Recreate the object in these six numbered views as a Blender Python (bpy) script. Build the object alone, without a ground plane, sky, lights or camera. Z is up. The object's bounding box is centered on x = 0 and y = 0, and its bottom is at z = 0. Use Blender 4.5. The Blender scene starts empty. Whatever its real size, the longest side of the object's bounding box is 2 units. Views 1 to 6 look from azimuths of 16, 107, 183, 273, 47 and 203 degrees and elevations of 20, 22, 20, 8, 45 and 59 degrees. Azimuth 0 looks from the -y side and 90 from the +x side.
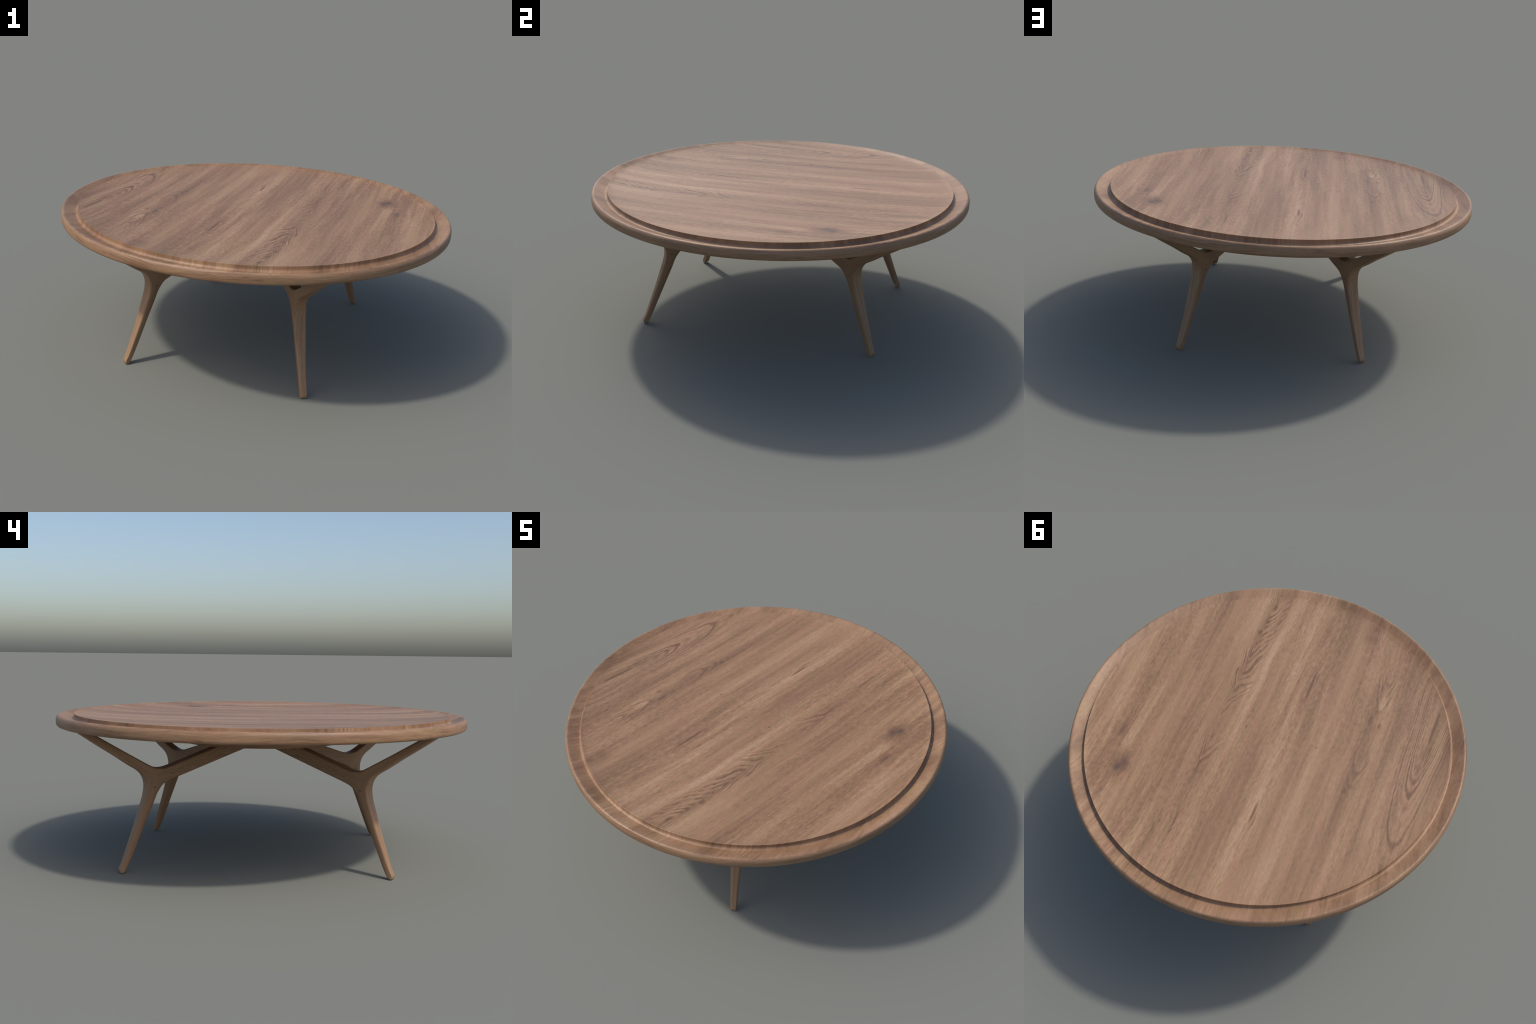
import bpy, bmesh, math
from mathutils import Vector
from mathutils.geometry import delaunay_2d_cdt

# ------------------------------------------------------------------ helpers
def new_object(name, mesh, parent=None):
    ob = bpy.data.objects.new(name, mesh)
    bpy.context.scene.collection.objects.link(ob)
    if parent is not None:
        ob.parent = parent
    return ob


class Nodes:
    """Small wrapper that makes node trees read like formulas."""
    def __init__(self, name):
        self.mat = bpy.data.materials.new(name)
        self.mat.use_nodes = True
        self.t = self.mat.node_tree
        self.t.nodes.clear()
        self.out = self.t.nodes.new('ShaderNodeOutputMaterial')
        self.bsdf = self.t.nodes.new('ShaderNodeBsdfPrincipled')
        self.t.links.new(self.bsdf.outputs[0], self.out.inputs[0])

    def put(self, sock, v):
        if isinstance(v, bpy.types.NodeSocket):
            self.t.links.new(v, sock)
        else:
            sock.default_value = v

    def m(self, op, a, b=0.0, c=0.0, clamp=False):
        n = self.t.nodes.new('ShaderNodeMath')
        n.operation = op
        n.use_clamp = clamp
        for i, v in enumerate((a, b, c)):
            self.put(n.inputs[i], v)
        return n.outputs[0]

    def add(self, a, b): return self.m('ADD', a, b)
    def sub(self, a, b): return self.m('SUBTRACT', a, b)
    def mul(self, a, b): return self.m('MULTIPLY', a, b)

    def coords(self):
        n = self.t.nodes.new('ShaderNodeTexCoord')
        s = self.t.nodes.new('ShaderNodeSeparateXYZ')
        self.t.links.new(n.outputs['Object'], s.inputs[0])
        return s.outputs[0], s.outputs[1], s.outputs[2]

    def vec(self, x, y, z):
        n = self.t.nodes.new('ShaderNodeCombineXYZ')
        for i, v in enumerate((x, y, z)):
            self.put(n.inputs[i], v)
        return n.outputs[0]

    def noise(self, v, scale=1.0, detail=2.0, rough=0.5, dist=0.0):
        n = self.t.nodes.new('ShaderNodeTexNoise')
        self.put(n.inputs['Vector'], v)
        n.inputs['Scale'].default_value = scale
        n.inputs['Detail'].default_value = detail
        n.inputs['Roughness'].default_value = rough
        n.inputs['Distortion'].default_value = dist
        return n.outputs[0]

    def ss(self, v, lo, hi, a=0.0, b=1.0):
        n = self.t.nodes.new('ShaderNodeMapRange')
        n.interpolation_type = 'SMOOTHSTEP'
        for i, x in enumerate((v, lo, hi, a, b)):
            self.put(n.inputs[i], x)
        return n.outputs[0]

    def ramp(self, f, stops):
        n = self.t.nodes.new('ShaderNodeValToRGB')
        e = n.color_ramp.elements
        while len(e) < len(stops):
            e.new(0.5)
        for el, (p, c) in zip(e, stops):
            el.position = p
            el.color = (*c, 1)
        self.put(n.inputs[0], f)
        return n.outputs[0]

    def mix(self, f, a, b, mode='MIX'):
        n = self.t.nodes.new('ShaderNodeMix')
        n.data_type = 'RGBA'
        n.blend_type = mode
        self.put(n.inputs[0], f)
        for i, v in ((6, a), (7, b)):
            self.put(n.inputs[i], (*v, 1) if isinstance(v, tuple) else v)
        return n.outputs[2]

    def finish(self, color, rough=0.5, height=None, strength=0.1, dist=0.002):
        self.put(self.bsdf.inputs['Base Color'], color)
        self.put(self.bsdf.inputs['Roughness'], rough)
        self.bsdf.inputs['Specular IOR Level'].default_value = 0.5
        if height is not None:
            b = self.t.nodes.new('ShaderNodeBump')
            b.inputs['Strength'].default_value = strength
            b.inputs['Distance'].default_value = dist
            self.put(b.inputs['Height'], height)
            self.t.links.new(b.outputs[0], self.bsdf.inputs['Normal'])
        return self.mat


# ------------------------------------------------------------------ wood
DARK = (0.146, 0.076, 0.039)
BROWN = (0.228, 0.124, 0.064)
TAN = (0.316, 0.182, 0.098)
PALE = (0.418, 0.264, 0.162)
EYE = (0.105, 0.058, 0.040)
ROUGH = 0.5
WOOD = [(0.18, DARK), (0.40, BROWN), (0.58, TAN), (0.82, PALE)]


def contrast(N, v, gain):
    return N.add(N.mul(N.sub(v, 0.5), gain), 0.5)


def rings(N, f):
    """Growth-ring line profile: darkens slowly to the latewood, then breaks off sharply (0..1)."""
    r = N.m('FRACT', f)
    return N.mul(N.ss(r, 0.25, 0.86), N.ss(r, 0.88, 1.0, 1.0, 0.0))


def tint(N, col, hue):
    """Slow drift between rosy and olive streaks."""
    rosy = N.mix(1.0, col, (1.02, 0.96, 1.00), 'MULTIPLY')
    olive = N.mix(1.0, col, (0.98, 1.015, 0.95), 'MULTIPLY')
    col = N.mix(N.ss(hue, 0.48, 0.66), col, rosy)
    return N.mix(N.ss(hue, 0.50, 0.34), col, olive)


def wood_top():
    """Flat-sawn walnut, grain along Y: broad bands, fine fibres, cathedrals, forks, a knot."""
    N = Nodes('walnut_face_grain')
    x, y, z = N.coords()
    # beyond the panel the grain is squeezed radially, so that it fans out on the rim
    r = N.m('SQRT', N.add(N.mul(x, x), N.mul(y, y)))
    rho = N.add(N.m('MINIMUM', r, 0.916), N.mul(N.m('MAXIMUM', N.sub(r, 0.916), 0.0), 0.68))
    k = N.m('DIVIDE', rho, N.m('MAXIMUM', r, 0.001))
    x, y = N.mul(x, k), N.mul(y, k)
    slow = N.sub(N.noise(N.vec(N.mul(x, 1.6), N.mul(y, 1.3), 3.0), 1.0, 2), 0.5)
    quick = N.sub(N.noise(N.vec(N.mul(x, 14.0), N.mul(y, 5.0), 6.0), 1.0, 2), 0.5)
    xw = N.add(x, N.add(N.mul(slow, 0.045), N.mul(quick, 0.003)))
    broad = N.noise(N.vec(N.mul(xw, 9.0), N.mul(y, 0.45), 0.0), 1.0, 2, 0.5)
    mid = N.noise(N.vec(N.mul(xw, 34.0), N.mul(y, 1.9), 5.0), 1.0, 2, 0.5)
    streak = N.noise(N.vec(N.mul(xw, 100.0), N.mul(y, 5.0), 17.0), 1.0, 2, 0.6)
    fine = N.noise(N.vec(N.mul(xw, 150.0), N.mul(y, 28.0), 9.0), 1.0, 2, 0.6, 0.3)
    mottle = N.noise(N.vec(N.mul(xw, 75.0), N.mul(y, 34.0), 13.0), 1.0, 2, 0.6)
    pores = N.noise(N.vec(N.mul(xw, 300.0), N.mul(y, 60.0), 2.0), 1.0, 2, 0.6)
    # the fibres come out strongly in some boards and hardly at all in others
    boards = N.noise(N.vec(N.mul(xw, 5.0), N.mul(y, 0.7), 40.0), 1.0, 2)
    vivid = N.ss(boards, 0.38, 0.62, 0.70, 1.20)
    vivid = N.mul(vivid, N.ss(r, 0.930, 0.945, 1.0, 0.90))
    even = N.ss(r, 0.930, 0.950, 1.0, 0.85)
    fibre = N.add(N.add(N.mul(N.sub(mid, 0.5), 0.36), N.mul(N.sub(streak, 0.5), 0.32)),
                  N.add(N.mul(N.sub(fine, 0.5), 0.32), N.mul(N.sub(pores, 0.5), 0.20)))
    fibre = N.add(fibre, N.mul(N.sub(mottle, 0.5), 0.26))
    tone = N.add(N.add(0.492, N.mul(N.mul(N.sub(broad, 0.5), even), 0.76)), N.mul(fibre, vivid))

    # weathered, uneven patches along the rim
    patchy = N.noise(N.vec(N.mul(x, 4.5), N.mul(y, 4.5), 60.0), 1.0, 2, 0.6)
    tone = N.add(tone, N.mul(N.ss(r, 0.930, 0.945), N.ss(patchy, 0.40, 0.66, 0.02, -0.08)))

    wander = N.sub(N.noise(N.vec(N.mul(x, 26.0), N.mul(y, 12.0), 31.0), 1.0, 3, 0.6), 0.5)
    drift = N.sub(N.noise(N.vec(N.mul(x, 6.0), N.mul(y, 5.0), 35.0), 1.0, 1), 0.5)

    # nested cathedral figures; the tips point along +Y.  Fields are in metres from the outermost tip.
    def figure(cx, y0, y1, back, front, curve, freq, depth, left, right, shake, seed):
        d = N.sub(xw, cx)
        a = N.m('ABSOLUTE', d)
        flank = N.m('MAXIMUM', N.mul(d, front), N.mul(d, -back))
        flank = N.add(flank, N.mul(N.mul(a, a), curve))
        g = N.sub(N.sub(y1, y), flank)
        g = N.add(g, N.add(N.mul(wander, shake), N.mul(drift, shake * 2.2)))
        # lines of uneven spacing and weight, fading in and out along their length
        uneven = N.mul(N.noise(N.vec(N.mul(g, freq * 0.42), seed, seed * 1.7), 1.0, 1), 2.6)
        line = rings(N, N.add(N.mul(g, freq), uneven))
        line = N.sub(line, 0.25)
        fade = N.noise(N.vec(N.mul(xw, 24.0), N.mul(y, 10.0), seed + 50.0), 1.0, 2)
        m = N.mul(N.mul(N.ss(d, left, left * 0.5), N.ss(d, right, right * 0.5)),
                  N.mul(N.ss(y, y0, y0 + 0.12), N.ss(g, 0.0, 0.02)))
        return N.mul(N.mul(line, m), N.ss(fade, 0.36, 0.62, -depth * 0.15, -depth * 1.25))

    for c in ((0.272, -0.93, -0.02, 1.9, 6.0, 0.0, 15.0, 0.30, -0.100, 0.050, 0.080, 1.0),
              (0.262, 0.02, 0.33, 2.2, 6.0, 0.0, 11.0, 0.24, -0.080, 0.045, 0.045, 2.0),
              (0.240, 0.42, 0.70, 2.6, 6.0, 0.0, 12.0, 0.14, -0.050, 0.035, 0.045, 3.0),
              (-0.480, -0.60, -0.24, 0.6, 0.6, 75.0, 11.0, 0.20, -0.085, 0.080, 0.040, 5.0),
              (-0.490, -0.12, 0.19, 0.8, 0.8, 60.0, 10.0, 0.14, -0.080, 0.080, 0.050, 6.0)):
        tone = N.add(tone, figure(*c))

    # one long smooth flame: a few unevenly spaced nested loops round a very slender ellipse
    a = N.m('DIVIDE', N.add(xw, 0.768), 0.098)
    b = N.m('DIVIDE', N.m('MAXIMUM', N.add(y, 0.60), 0.0), 0.99)
    f = N.add(N.m('SQRT', N.add(N.mul(a, a), N.mul(b, b))), N.add(N.mul(wander, 0.07), N.mul(drift, 0.06)))
    flame = 0.0
    for at, wide, dark in ((1.00, 0.036, 0.28), (0.88, 0.055, 0.08), (0.77, 0.045, 0.12), (0.685, 0.034, 0.36),
                           (0.615, 0.030, 0.26), (0.545, 0.036, 0.14), (0.45, 0.050, 0.10), (1.13, 0.060, 0.08)):
        flame = N.add(flame, N.ss(N.m('ABSOLUTE', N.sub(f, at)), 0.0, wide, -dark, 0.0))
    flame = N.add(flame, N.ss(N.m('ABSOLUTE', N.sub(f, 0.72)), 0.0, 0.30, 0.06, 0.0))
    tone = N.add(tone, N.mul(flame, N.mul(N.ss(y, -0.70, -0.45), N.ss(r, 0.915, 0.925, 1.0, 0.0))))

    # lens-shaped marks: centre, half width, half length, strength, raggedness
    def spot(cx, cy, wx, wy, amp, ragged=0.35):
        j = N.mul(wander, ragged * 1.6)
        a = N.m('DIVIDE', N.sub(xw, N.add(cx, N.mul(j, wx))), wx)
        b = N.m('DIVIDE', N.sub(y, cy), wy)
        d = N.add(N.m('SQRT', N.add(N.mul(a, a), N.mul(b, b))), j)
        return N.ss(d, 0.15, 1.0, amp, 0.0)

    for sp in ((-0.108, -0.37, 0.010, 0.13, -0.36), (-0.125, -0.42, 0.006, 0.07, -0.25),
               (-0.098, 0.43, 0.011, 0.09, -0.40), (-0.115, 0.48, 0.007, 0.07, -0.25),
               (-0.772, -0.32, 0.009, 0.16, -0.50), (-0.79, -0.16, 0.005, 0.09, -0.20),
               (0.268, -0.70, 0.020, 0.024, -0.26), (0.285, -0.62, 0.020, 0.022, -0.24),
               (0.262, -0.80, 0.016, 0.03, -0.30), (0.30, -0.33, 0.008, 0.05, -0.30),
               (0.258, 0.30, 0.007, 0.05, -0.28), (0.235, 0.63, 0.008, 0.09, -0.24),
               (-0.455, -0.27, 0.012, 0.04, -0.26), (-0.51, -0.25, 0.010, 0.035, -0.26),
               (-0.31, -0.80, 0.075, 0.12, -0.14), (0.70, 0.22, 0.018, 0.08, -0.22),
               (0.655, 0.56, 0.030, 0.16, -0.16), (-0.26, -0.02, 0.008, 0.014, -0.30),
               (0.12, -0.02, 0.007, 0.014, -0.26), (-0.47, 0.17, 0.014, 0.02, -0.22)):
        tone = N.add(tone, spot(*sp))
    # honey-coloured flame beside the small figure, a pale streak down the middle board
    tone = N.add(tone, spot(-0.485, -0.38, 0.028, 0.12, 0.20))
    tone = N.add(tone, spot(-0.075, 0.10, 0.045, 1.05, 0.13, 0.6))
    tone = N.add(tone, spot(0.80, -0.05, 0.10, 0.60, 0.10, 0.5))
    tone = N.add(tone, spot(0.41, 0.0, 0.050, 1.1, -0.13, 0.5))
    tone = N.add(tone, spot(0.52, 0.1, 0.045, 1.0, 0.08, 0.5))
    tone = N.add(tone, spot(-0.47, 0.05, 0.085, 0.9, -0.09, 0.5))
    tone = N.add(tone, spot(-0.635, 0.15, 0.045, 0.9, 0.11, 0.5))
    # knot with a dark eye and a brown halo
    tone = N.add(tone, spot(0.626, 0.410, 0.080, 0.14, -0.30, 0.45))
    eye = N.m('MAXIMUM', spot(0.630, 0.428, 0.031, 0.038, 0.95, 0.45), spot(0.612, 0.394, 0.027, 0.040, 0.80, 0.55))

    col = N.ramp(tone, WOOD)
    hue = N.noise(N.vec(N.mul(xw, 30.0), N.mul(y, 1.8), 21.0), 1.0, 3, 0.65)
    col = tint(N, col, hue)
    col = N.mix(eye, col, EYE)
    return N.finish(col, ROUGH, N.add(fine, pores), 0.10, 0.0015)


def wood_edge():
    """Outer edge: grain wraps round the table horizontally (3D noise, stretched in plan)."""
    N = Nodes('walnut_edge_grain')
    x, y, z = N.coords()
    w = N.sub(N.noise(N.vec(N.mul(x, 2.6), N.mul(y, 2.6), N.mul(z, 6.0)), 1.0, 2, 0.4), 0.5)
    q = N.sub(N.noise(N.vec(N.mul(x, 16.0), N.mul(y, 16.0), N.mul(z, 60.0)), 1.0, 2), 0.5)
    zw = N.add(z, N.add(N.mul(w, 0.075), N.mul(q, 0.004)))
    broad = N.noise(N.vec(N.mul(x, 2.2), N.mul(y, 2.2), N.mul(zw, 30.0)), 1.0, 2, 0.5)
    mid = N.noise(N.vec(N.mul(x, 7.0), N.mul(y, 7.0), N.mul(zw, 130.0)), 1.0, 3, 0.6, 0.4)
    fine = N.noise(N.vec(N.mul(x, 26.0), N.mul(y, 26.0), N.mul(zw, 420.0)), 1.0, 2, 0.6)
    patch = N.noise(N.vec(N.mul(x, 3.0), N.mul(y, 3.0), 7.0), 1.0, 2)
    line = N.mul(rings(N, N.mul(zw, 95.0)), N.ss(patch, 0.46, 0.62, 0.0, -0.11))
    knots = N.noise(N.vec(N.mul(x, 13.0), N.mul(y, 13.0), N.mul(z, 45.0)), 1.0, 1)
    tone = N.add(N.add(0.488, N.mul(N.sub(broad, 0.5), 0.55)),
                 N.add(N.mul(N.sub(mid, 0.5), 0.42), N.mul(N.sub(fine, 0.5), 0.30)))
    tone = N.add(N.add(tone, line), N.ss(knots, 0.66, 0.78, 0.0, -0.12))
    col = tint(N, N.ramp(tone, WOOD), N.noise(N.vec(N.mul(x, 5.0), N.mul(y, 5.0), N.mul(zw, 60.0)), 1.0, 2))
    return N.finish(col, ROUGH, mid, 0.08, 0.0015)


def wood_leg():
    """Grain follows each branch of the Y-shaped leg; object X is outward, Z is up."""
    N = Nodes('walnut_leg_grain')
    x, y, z = N.coords()

    def branch(ang, seed, figure, lines):
        c, s = math.cos(ang), math.sin(ang)
        a = N.add(N.mul(x, c), N.mul(z, s))           # along the branch
        b = N.sub(N.mul(z, c), N.mul(x, s))           # across it
        w = N.sub(N.noise(N.vec(N.mul(a, 9.0), N.mul(b, 14.0), N.add(N.mul(y, 8.0), seed)), 1.0, 2), 0.5)
        bw = N.add(b, N.mul(w, figure))
        broad = N.noise(N.vec(N.mul(a, 2.2), N.mul(bw, 34.0), N.add(N.mul(y, 34.0), seed)), 1.0, 2)
        mid = N.noise(N.vec(N.mul(a, 4.0), N.mul(bw, 150.0), N.add(N.mul(y, 150.0), seed)), 1.0, 3, 0.6, 0.3)
        fine = N.noise(N.vec(N.mul(a, 30.0), N.mul(bw, 420.0), N.add(N.mul(y, 400.0), seed)), 1.0, 2)
        ring = N.mul(rings(N, N.add(N.mul(bw, 90.0), N.mul(y, 45.0))), -lines)
        t = N.add(N.mul(N.sub(broad, 0.5), 0.30), N.add(N.mul(N.sub(mid, 0.5), 0.30), N.mul(N.sub(fine, 0.5), 0.20)))
        return N.add(N.add(t, 0.54), ring)

    low = branch(math.radians(111.0), 0.0, 0.008, 0.07)
    inner = branch(math.radians(163.5), 4.0, 0.075, 0.16)
    outer = branch(math.radians(33.5), 8.0, 0.016, 0.07)
    # split at the fork: the post below, the two arms left and right of the crotch
    side = N.ss(N.add(x, N.mul(N.sub(z, 0.48), -0.35)), 0.54, 0.62)
    up = N.ss(z, 0.375, 0.45)
    far_in = N.ss(x, 0.49, 0.54, 1.0, 0.0)
    arms = N.add(N.mul(inner, N.sub(1.0, side)), N.mul(outer, side))
    um = N.m('MAXIMUM', up, far_in)
    tone = N.add(N.mul(low, N.sub(1.0, um)), N.mul(arms, um))
    # little dark knot at the throat of the fork
    a = N.m('DIVIDE', N.sub(x, 0.583), 0.010)
    b = N.m('DIVIDE', N.sub(z, 0.393), 0.006)
    k = N.m('SQRT', N.add(N.mul(a, a), N.mul(b, b)))
    tone = N.add(tone, N.ss(k, 0.2, 1.0, -0.45, 0.0))
    col = tint(N, N.ramp(tone, WOOD), N.noise(N.vec(N.mul(x, 40.0), N.mul(y, 40.0), N.mul(z, 5.0)), 1.0, 2))
    return N.finish(col, ROUGH, tone, 0.06, 0.001)


# ------------------------------------------------------------------ lathe
def arc(cx, cz, rad, a0, a1, n):
    return [(cx + rad * math.cos(math.radians(a0 + (a1 - a0) * i / n)),
             cz + rad * math.sin(math.radians(a0 + (a1 - a0) * i / n))) for i in range(n + 1)]


def lathe(name, profile, segs, mat_of, closed=False):
    """Turn a (radius, height) profile about Z."""
    bm = bmesh.new()
    rings = []
    for r, z in profile:
        if r < 1e-6:
            rings.append([bm.verts.new((0, 0, z))])
        else:
            rings.append([bm.verts.new((r * math.cos(2 * math.pi * i / segs),
                                        r * math.sin(2 * math.pi * i / segs), z)) for i in range(segs)])
    n = len(rings)
    for j in range(n if closed else n - 1):
        A, B = rings[j], rings[(j + 1) % n]
        for i in range(segs):
            i2 = (i + 1) % segs
            if len(A) == 1:
                vs = (A[0], B[i], B[i2])
            elif len(B) == 1:
                vs = (A[i], B[0], A[i2])
            else:
                vs = (A[i], B[i], B[i2], A[i2])
            f = bm.faces.new(vs)
            f.smooth = True
            f.material_index = mat_of(j)
    bmesh.ops.recalc_face_normals(bm, faces=bm.faces)
    for e in bm.edges:
        if len(e.link_faces) == 2 and e.calc_face_angle() > math.radians(38):
            e.smooth = False
    me = bpy.data.meshes.new(name)
    bm.to_mesh(me)
    bm.free()
    return me


# ------------------------------------------------------------------ leg
def catmull(pts, closed, step):
    """Centripetal-ish Catmull-Rom through control points; a third entry of 1 marks a corner."""
    n = len(pts)
    out = []
    P = [Vector((p[0], p[1])) for p in pts]
    corner = [len(p) > 2 for p in pts]
    for i in range(n):
        p1, p2 = P[i], P[(i + 1) % n]
        p0 = P[i - 1] if not corner[i] else p1 - (p2 - p1)
        p3 = P[(i + 2) % n] if not corner[(i + 1) % n] else p2 + (p2 - p1)
        L = (p2 - p1).length
        l0 = max((p1 - p0).length, 1e-5)
        l3 = max((p3 - p2).length, 1e-5)
        m1 = ((p1 - p0) / l0 * L + (p2 - p1) * (l0 / L)) / (l0 + L) * L if l0 else p2 - p1
        m2 = ((p3 - p2) / l3 * L + (p2 - p1) * (l3 / L)) / (l3 + L) * L if l3 else p2 - p1
        k = max(2, int(L / step))
        for s in range(k):
            t = s / k
            h1 = 2 * t**3 - 3 * t**2 + 1
            h2 = t**3 - 2 * t**2 + t
            h3 = -2 * t**3 + 3 * t**2
            h4 = t**3 - t**2
            out.append(p1 * h1 + m1 * h2 + p2 * h3 + m2 * h4)
    return out


LEG_OUTLINE = [  # (outward, up): up the outer side, along the outer arm, through the crotch, inner arm, down
    (0.7482, 0.0100), (0.7347, 0.0435), (0.7125, 0.1000), (0.7025, 0.1270), (0.6745, 0.2020), (0.6390, 0.3020),
    (0.6215, 0.3560), (0.6158, 0.3900), (0.6185, 0.4180), (0.6320, 0.4490), (0.6545, 0.4715), (0.6840, 0.4895),
    (0.7700, 0.5470), (0.8500, 0.5985), (0.9500, 0.6660, 1),
    (0.8940, 0.6660, 1), (0.8500, 0.6400), (0.7300, 0.5685), (0.6340, 0.5125), (0.6050, 0.4960),
    (0.5830, 0.4855), (0.5620, 0.4795), (0.5430, 0.4780), (0.5280, 0.4790), (0.4980, 0.4860),
    (0.4430, 0.5032), (0.3450, 0.5352), (0.2660, 0.5605), (0.1850, 0.5850, 1),
    (-0.0080, 0.5850, 1), (-0.0080, 0.5815, 1),
    (0.1150, 0.5430), (0.2280, 0.5070), (0.3430, 0.4705), (0.4230, 0.4450), (0.4520, 0.4360), (0.5000, 0.4195),
    (0.5240, 0.4090), (0.5400, 0.3970), (0.5520, 0.3810), (0.5870, 0.3010), (0.6305, 0.2035), (0.6755, 0.1030),
    (0.7005, 0.0480), (0.7150, 0.0200), (0.7217, 0.0095), (0.7305, 0.0025), (0.7393, 0.0000), (0.7460, 0.0016)]


def smooth(a, b, t):
    t = min(1.0, max(0.0, (t - a) / (b - a)))
    return t * t * (3 - 2 * t)


def lerp(a, b, t):
    return a + (b - a) * t


def table_lookup(tab, x):
    if x <= tab[0][0]:
        return tab[0][1:]
    for p, q in zip(tab, tab[1:]):
        if x <= q[0]:
            t = (x - p[0]) / (q[0] - p[0])
            return tuple(lerp(a, b, t) for a, b in zip(p[1:], q[1:]))
    return tab[-1][1:]


# height: inner radius, outer radius of the post
POST = [(0.0, 0.722, 0.747), (0.10, 0.676, 0.7125), (0.20, 0.632, 0.675), (0.30, 0.587, 0.640), (0.36, 0.561, 0.621),
        (0.42, 0.515, 0.619)]
# height: half width across the post at its inner edge, in the middle and at its outer edge
POST_WIDTH = [(0.0, 0.0135, 0.0160, 0.0145), (0.13, 0.0160, 0.0210, 0.0190), (0.22, 0.0170, 0.0250, 0.0230),
              (0.31, 0.0190, 0.0292, 0.0272), (0.38, 0.0215, 0.0330, 0.0305), (0.42, 0.0240, 0.0335, 0.0310)]


def half_width(r, z):
    """Half the timber's width across the leg's plane at (outward r, height z)."""
    ri, ro = table_lookup(POST, z)
    u = min(1.0, max(0.0, (r - ri) / (ro - ri)))
    wi, wm, wo = table_lookup(POST_WIDTH, z)
    low = wi * (1 - u) * (1 - 2 * u) + 4 * wm * u * (1 - u) + wo * u * (2 * u - 1)
    if r > 0.57:
        arm = lerp(0.0300, 0.0182, smooth(0.57, 0.86, r))
    else:
        arm = lerp(0.0265, 0.0300, smooth(0.15, 0.57, r))
    w = 1.0 if r < 0.48 else smooth(0.36, 0.45, z)
    return lerp(low, arm, w)


def leg_mesh():
    line = catmull(LEG_OUTLINE, True, 0.005)
    n = len(line)
    area = sum(line[i].x * line[(i + 1) % n].y - line[(i + 1) % n].x * line[i].y for i in range(n))
    nrm = []
    for i in range(n):
        t = line[(i + 1) % n] - line[i - 1]
        v = Vector((-t.y, t.x)).normalized()
        nrm.append(v if area > 0 else -v)      # inward

    def edge_radius(p):
        return 0.0040 + 0.0040 * smooth(0.02, 0.25, p.y)

    steps = 6
    arcs = [(1 - math.cos(math.pi / 2 * k / steps), math.sin(math.pi / 2 * k / steps)) for k in range(steps + 1)]
    rows = [(0, d, s) for d, s in reversed(arcs)] + [(1, d, s) for d, s in arcs]
    bm = bmesh.new()
    rings = []
    for sg, d, s in rows:
        ring = []
        for p, v in zip(line, nrm):
            rd = edge_radius(p)
            q = p + v * (rd * d)
            y = half_width(q.x, q.y) - rd * (1 - s)
            ring.append(bm.verts.new((q.x, y * (1 if sg else -1), q.y)))
        rings.append(ring)
    for A, B in zip(rings, rings[1:]):
        for i in range(n):
            i2 = (i + 1) % n
            bm.faces.new((A[i], A[i2], B[i2], B[i]))
    # broad side faces: constrained triangulation with a grid of inner points
    for sg, ring in ((0, rings[0]), (1, rings[-1])):
        pts = [Vector((v.co.x, v.co.z)) for v in ring]
        step = 0.012
        inner = []
        for i in range(85):
            for j in range(58):
                c = Vector((-0.004 + i * step, j * step + (0.006 if i % 2 else 0.0)))
                inside = False
                near = 1e9
                for a, b in zip(pts, pts[1:] + pts[:1]):
                    near = min(near, (a - c).length)
                    if (a.y > c.y) != (b.y > c.y) and c.x < (b.x - a.x) * (c.y - a.y) / (b.y - a.y) + a.x:
                        inside = not inside
                if inside and near > 0.006:
                    inner.append(c)
        vs, _, fs, ov, _, _ = delaunay_2d_cdt(pts + inner, [], [list(range(n))], 1, 1e-6)
        made = []
        for v, src in zip(vs, ov):
            if src and src[0] < n:
                made.append(ring[src[0]])
            else:
                made.append(bm.verts.new((v.x, half_width(v.x, v.y) * (1 if sg else -1), v.y)))
        for f in fs:
            if len(set(f)) == 3 and bm.faces.get([made[i] for i in f]) is None:
                bm.faces.new([made[i] for i in f])
    for f in bm.faces:
        f.smooth = True
    bmesh.ops.recalc_face_normals(bm, faces=bm.faces)
    me = bpy.data.meshes.new('leg')
    bm.to_mesh(me)
    bm.free()
    return me


# ------------------------------------------------------------------ build
top_mat, edge_mat, leg_mat = wood_top(), wood_edge(), wood_leg()

table = bpy.data.objects.new('round_coffee_table', None)
bpy.context.scene.collection.objects.link(table)
table['label'] = 'round walnut coffee table with four forked, splayed legs'
table['category'] = 'coffee table'

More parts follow.
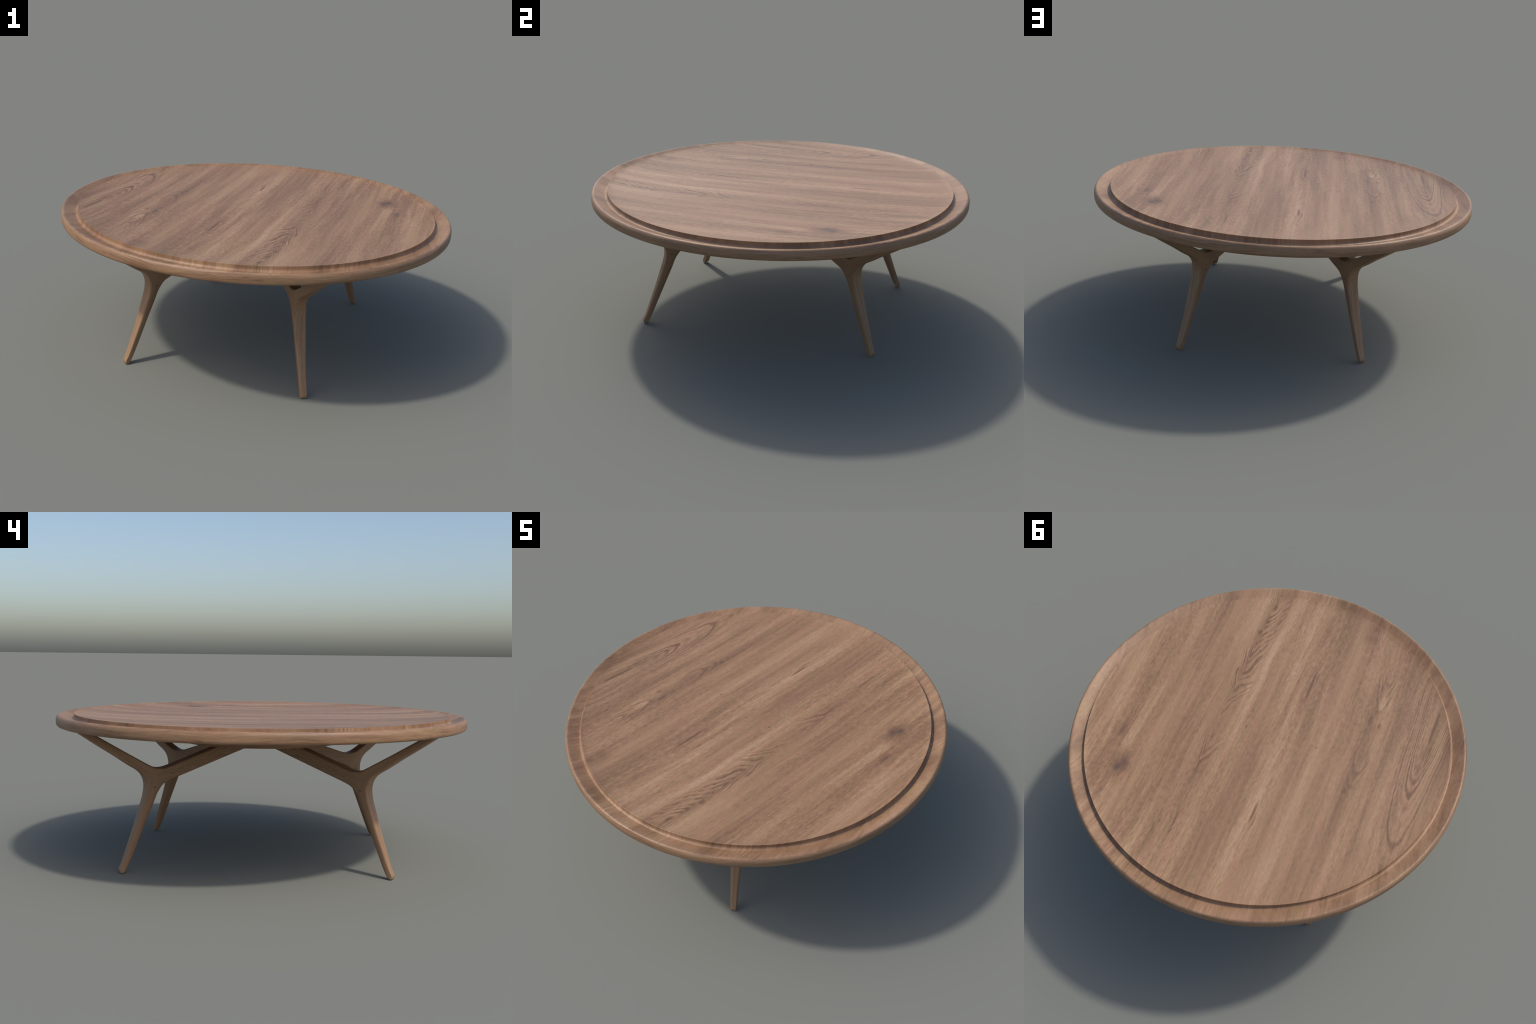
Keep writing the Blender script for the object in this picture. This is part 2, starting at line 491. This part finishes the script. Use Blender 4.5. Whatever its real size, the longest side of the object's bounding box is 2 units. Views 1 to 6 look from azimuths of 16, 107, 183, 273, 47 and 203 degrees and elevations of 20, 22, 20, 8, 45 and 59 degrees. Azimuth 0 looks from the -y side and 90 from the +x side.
# raised centre panel: dished face, crisp arris, then a cove down to the channel
DISH = [(0.0, 0.0268), (0.12, 0.0267), (0.25, 0.0262), (0.35, 0.0254), (0.45, 0.0243), (0.53, 0.0230), (0.604, 0.0214),
        (0.66, 0.0198), (0.70, 0.0187), (0.74, 0.0172), (0.775, 0.0154), (0.80, 0.0137), (0.82, 0.0122),
        (0.84, 0.0105), (0.857, 0.0090), (0.873, 0.0076), (0.888, 0.0059), (0.900, 0.0041), (0.909, 0.0020),
        (0.9150, 0.0003)]
panel = [(r, 0.718 - d) for r, d in DISH] + [(0.9160, 0.7172), (0.9164, 0.7060)] + \
        arc(0.9296, 0.7060, 0.0132, 180, 268, 10)[1:] + [(0.9291, 0.688), (0.916, 0.684), (0.0, 0.680)]
me = lathe('panel', panel, 256, lambda j: 0)
me.materials.append(top_mat)
ob = new_object('panel', me, table)

# rim: climbs from the channel to a rounded lip, rolls over to the edge, tucks under
ramp = [(0.9285, 0.6924), (0.9350, 0.6938), (0.9450, 0.6970), (0.9560, 0.7008), (0.9670, 0.7048), (0.9760, 0.7082)]
lip = [(0.9815, 0.7103), (0.9855, 0.7114), (0.9895, 0.7109), (0.9932, 0.7082), (0.9960, 0.7043),
       (0.9983, 0.6990), (0.9996, 0.6930), (1.0, 0.6860), (1.0, 0.6770)]
foot = [(0.9997, 0.6715), (0.9984, 0.6670), (0.9955, 0.6633), (0.9905, 0.6610), (0.9850, 0.6600)]
under = [(0.90, 0.6600), (0.50, 0.6600), (0.0, 0.6600)]
rim_profile = [(0.0, 0.679), (0.9315, 0.679)] + ramp + lip + foot + under
n_top = 2 + len(ramp) + 3
me = lathe('rim', rim_profile, 256, lambda j: 0 if j < n_top else 1)
me.materials.append(top_mat)
me.materials.append(edge_mat)
rim = new_object('rim', me, table)

# round mounting block under the top
hub = [(0.0, 0.655), (0.410, 0.655), (0.410, 0.5825), (0.4085, 0.5800), (0.4060, 0.5790), (0.0, 0.5790)]
me = lathe('mounting_block', hub, 128, lambda j: 0)
me.materials.append(edge_mat)
new_object('mounting_block', me, table)

# the planes of each pair of legs meet a little off centre, on the X axis
leg = leg_mesh()
leg.materials.append(leg_mat)
first = None
for az, hand in ((56.85, -1), (123.15, 1), (-123.15, -1), (-56.85, 1)):
    if first is None:
        o = first = new_object('leg', leg, table)
    else:
        o = first.copy()
        bpy.context.scene.collection.objects.link(o)
    o.location = (0.0518 if abs(az) < 90 else -0.0518, 0, 0)
    o.rotation_euler = (0, 0, math.radians(az))
    o.scale = (1, hand, 1)
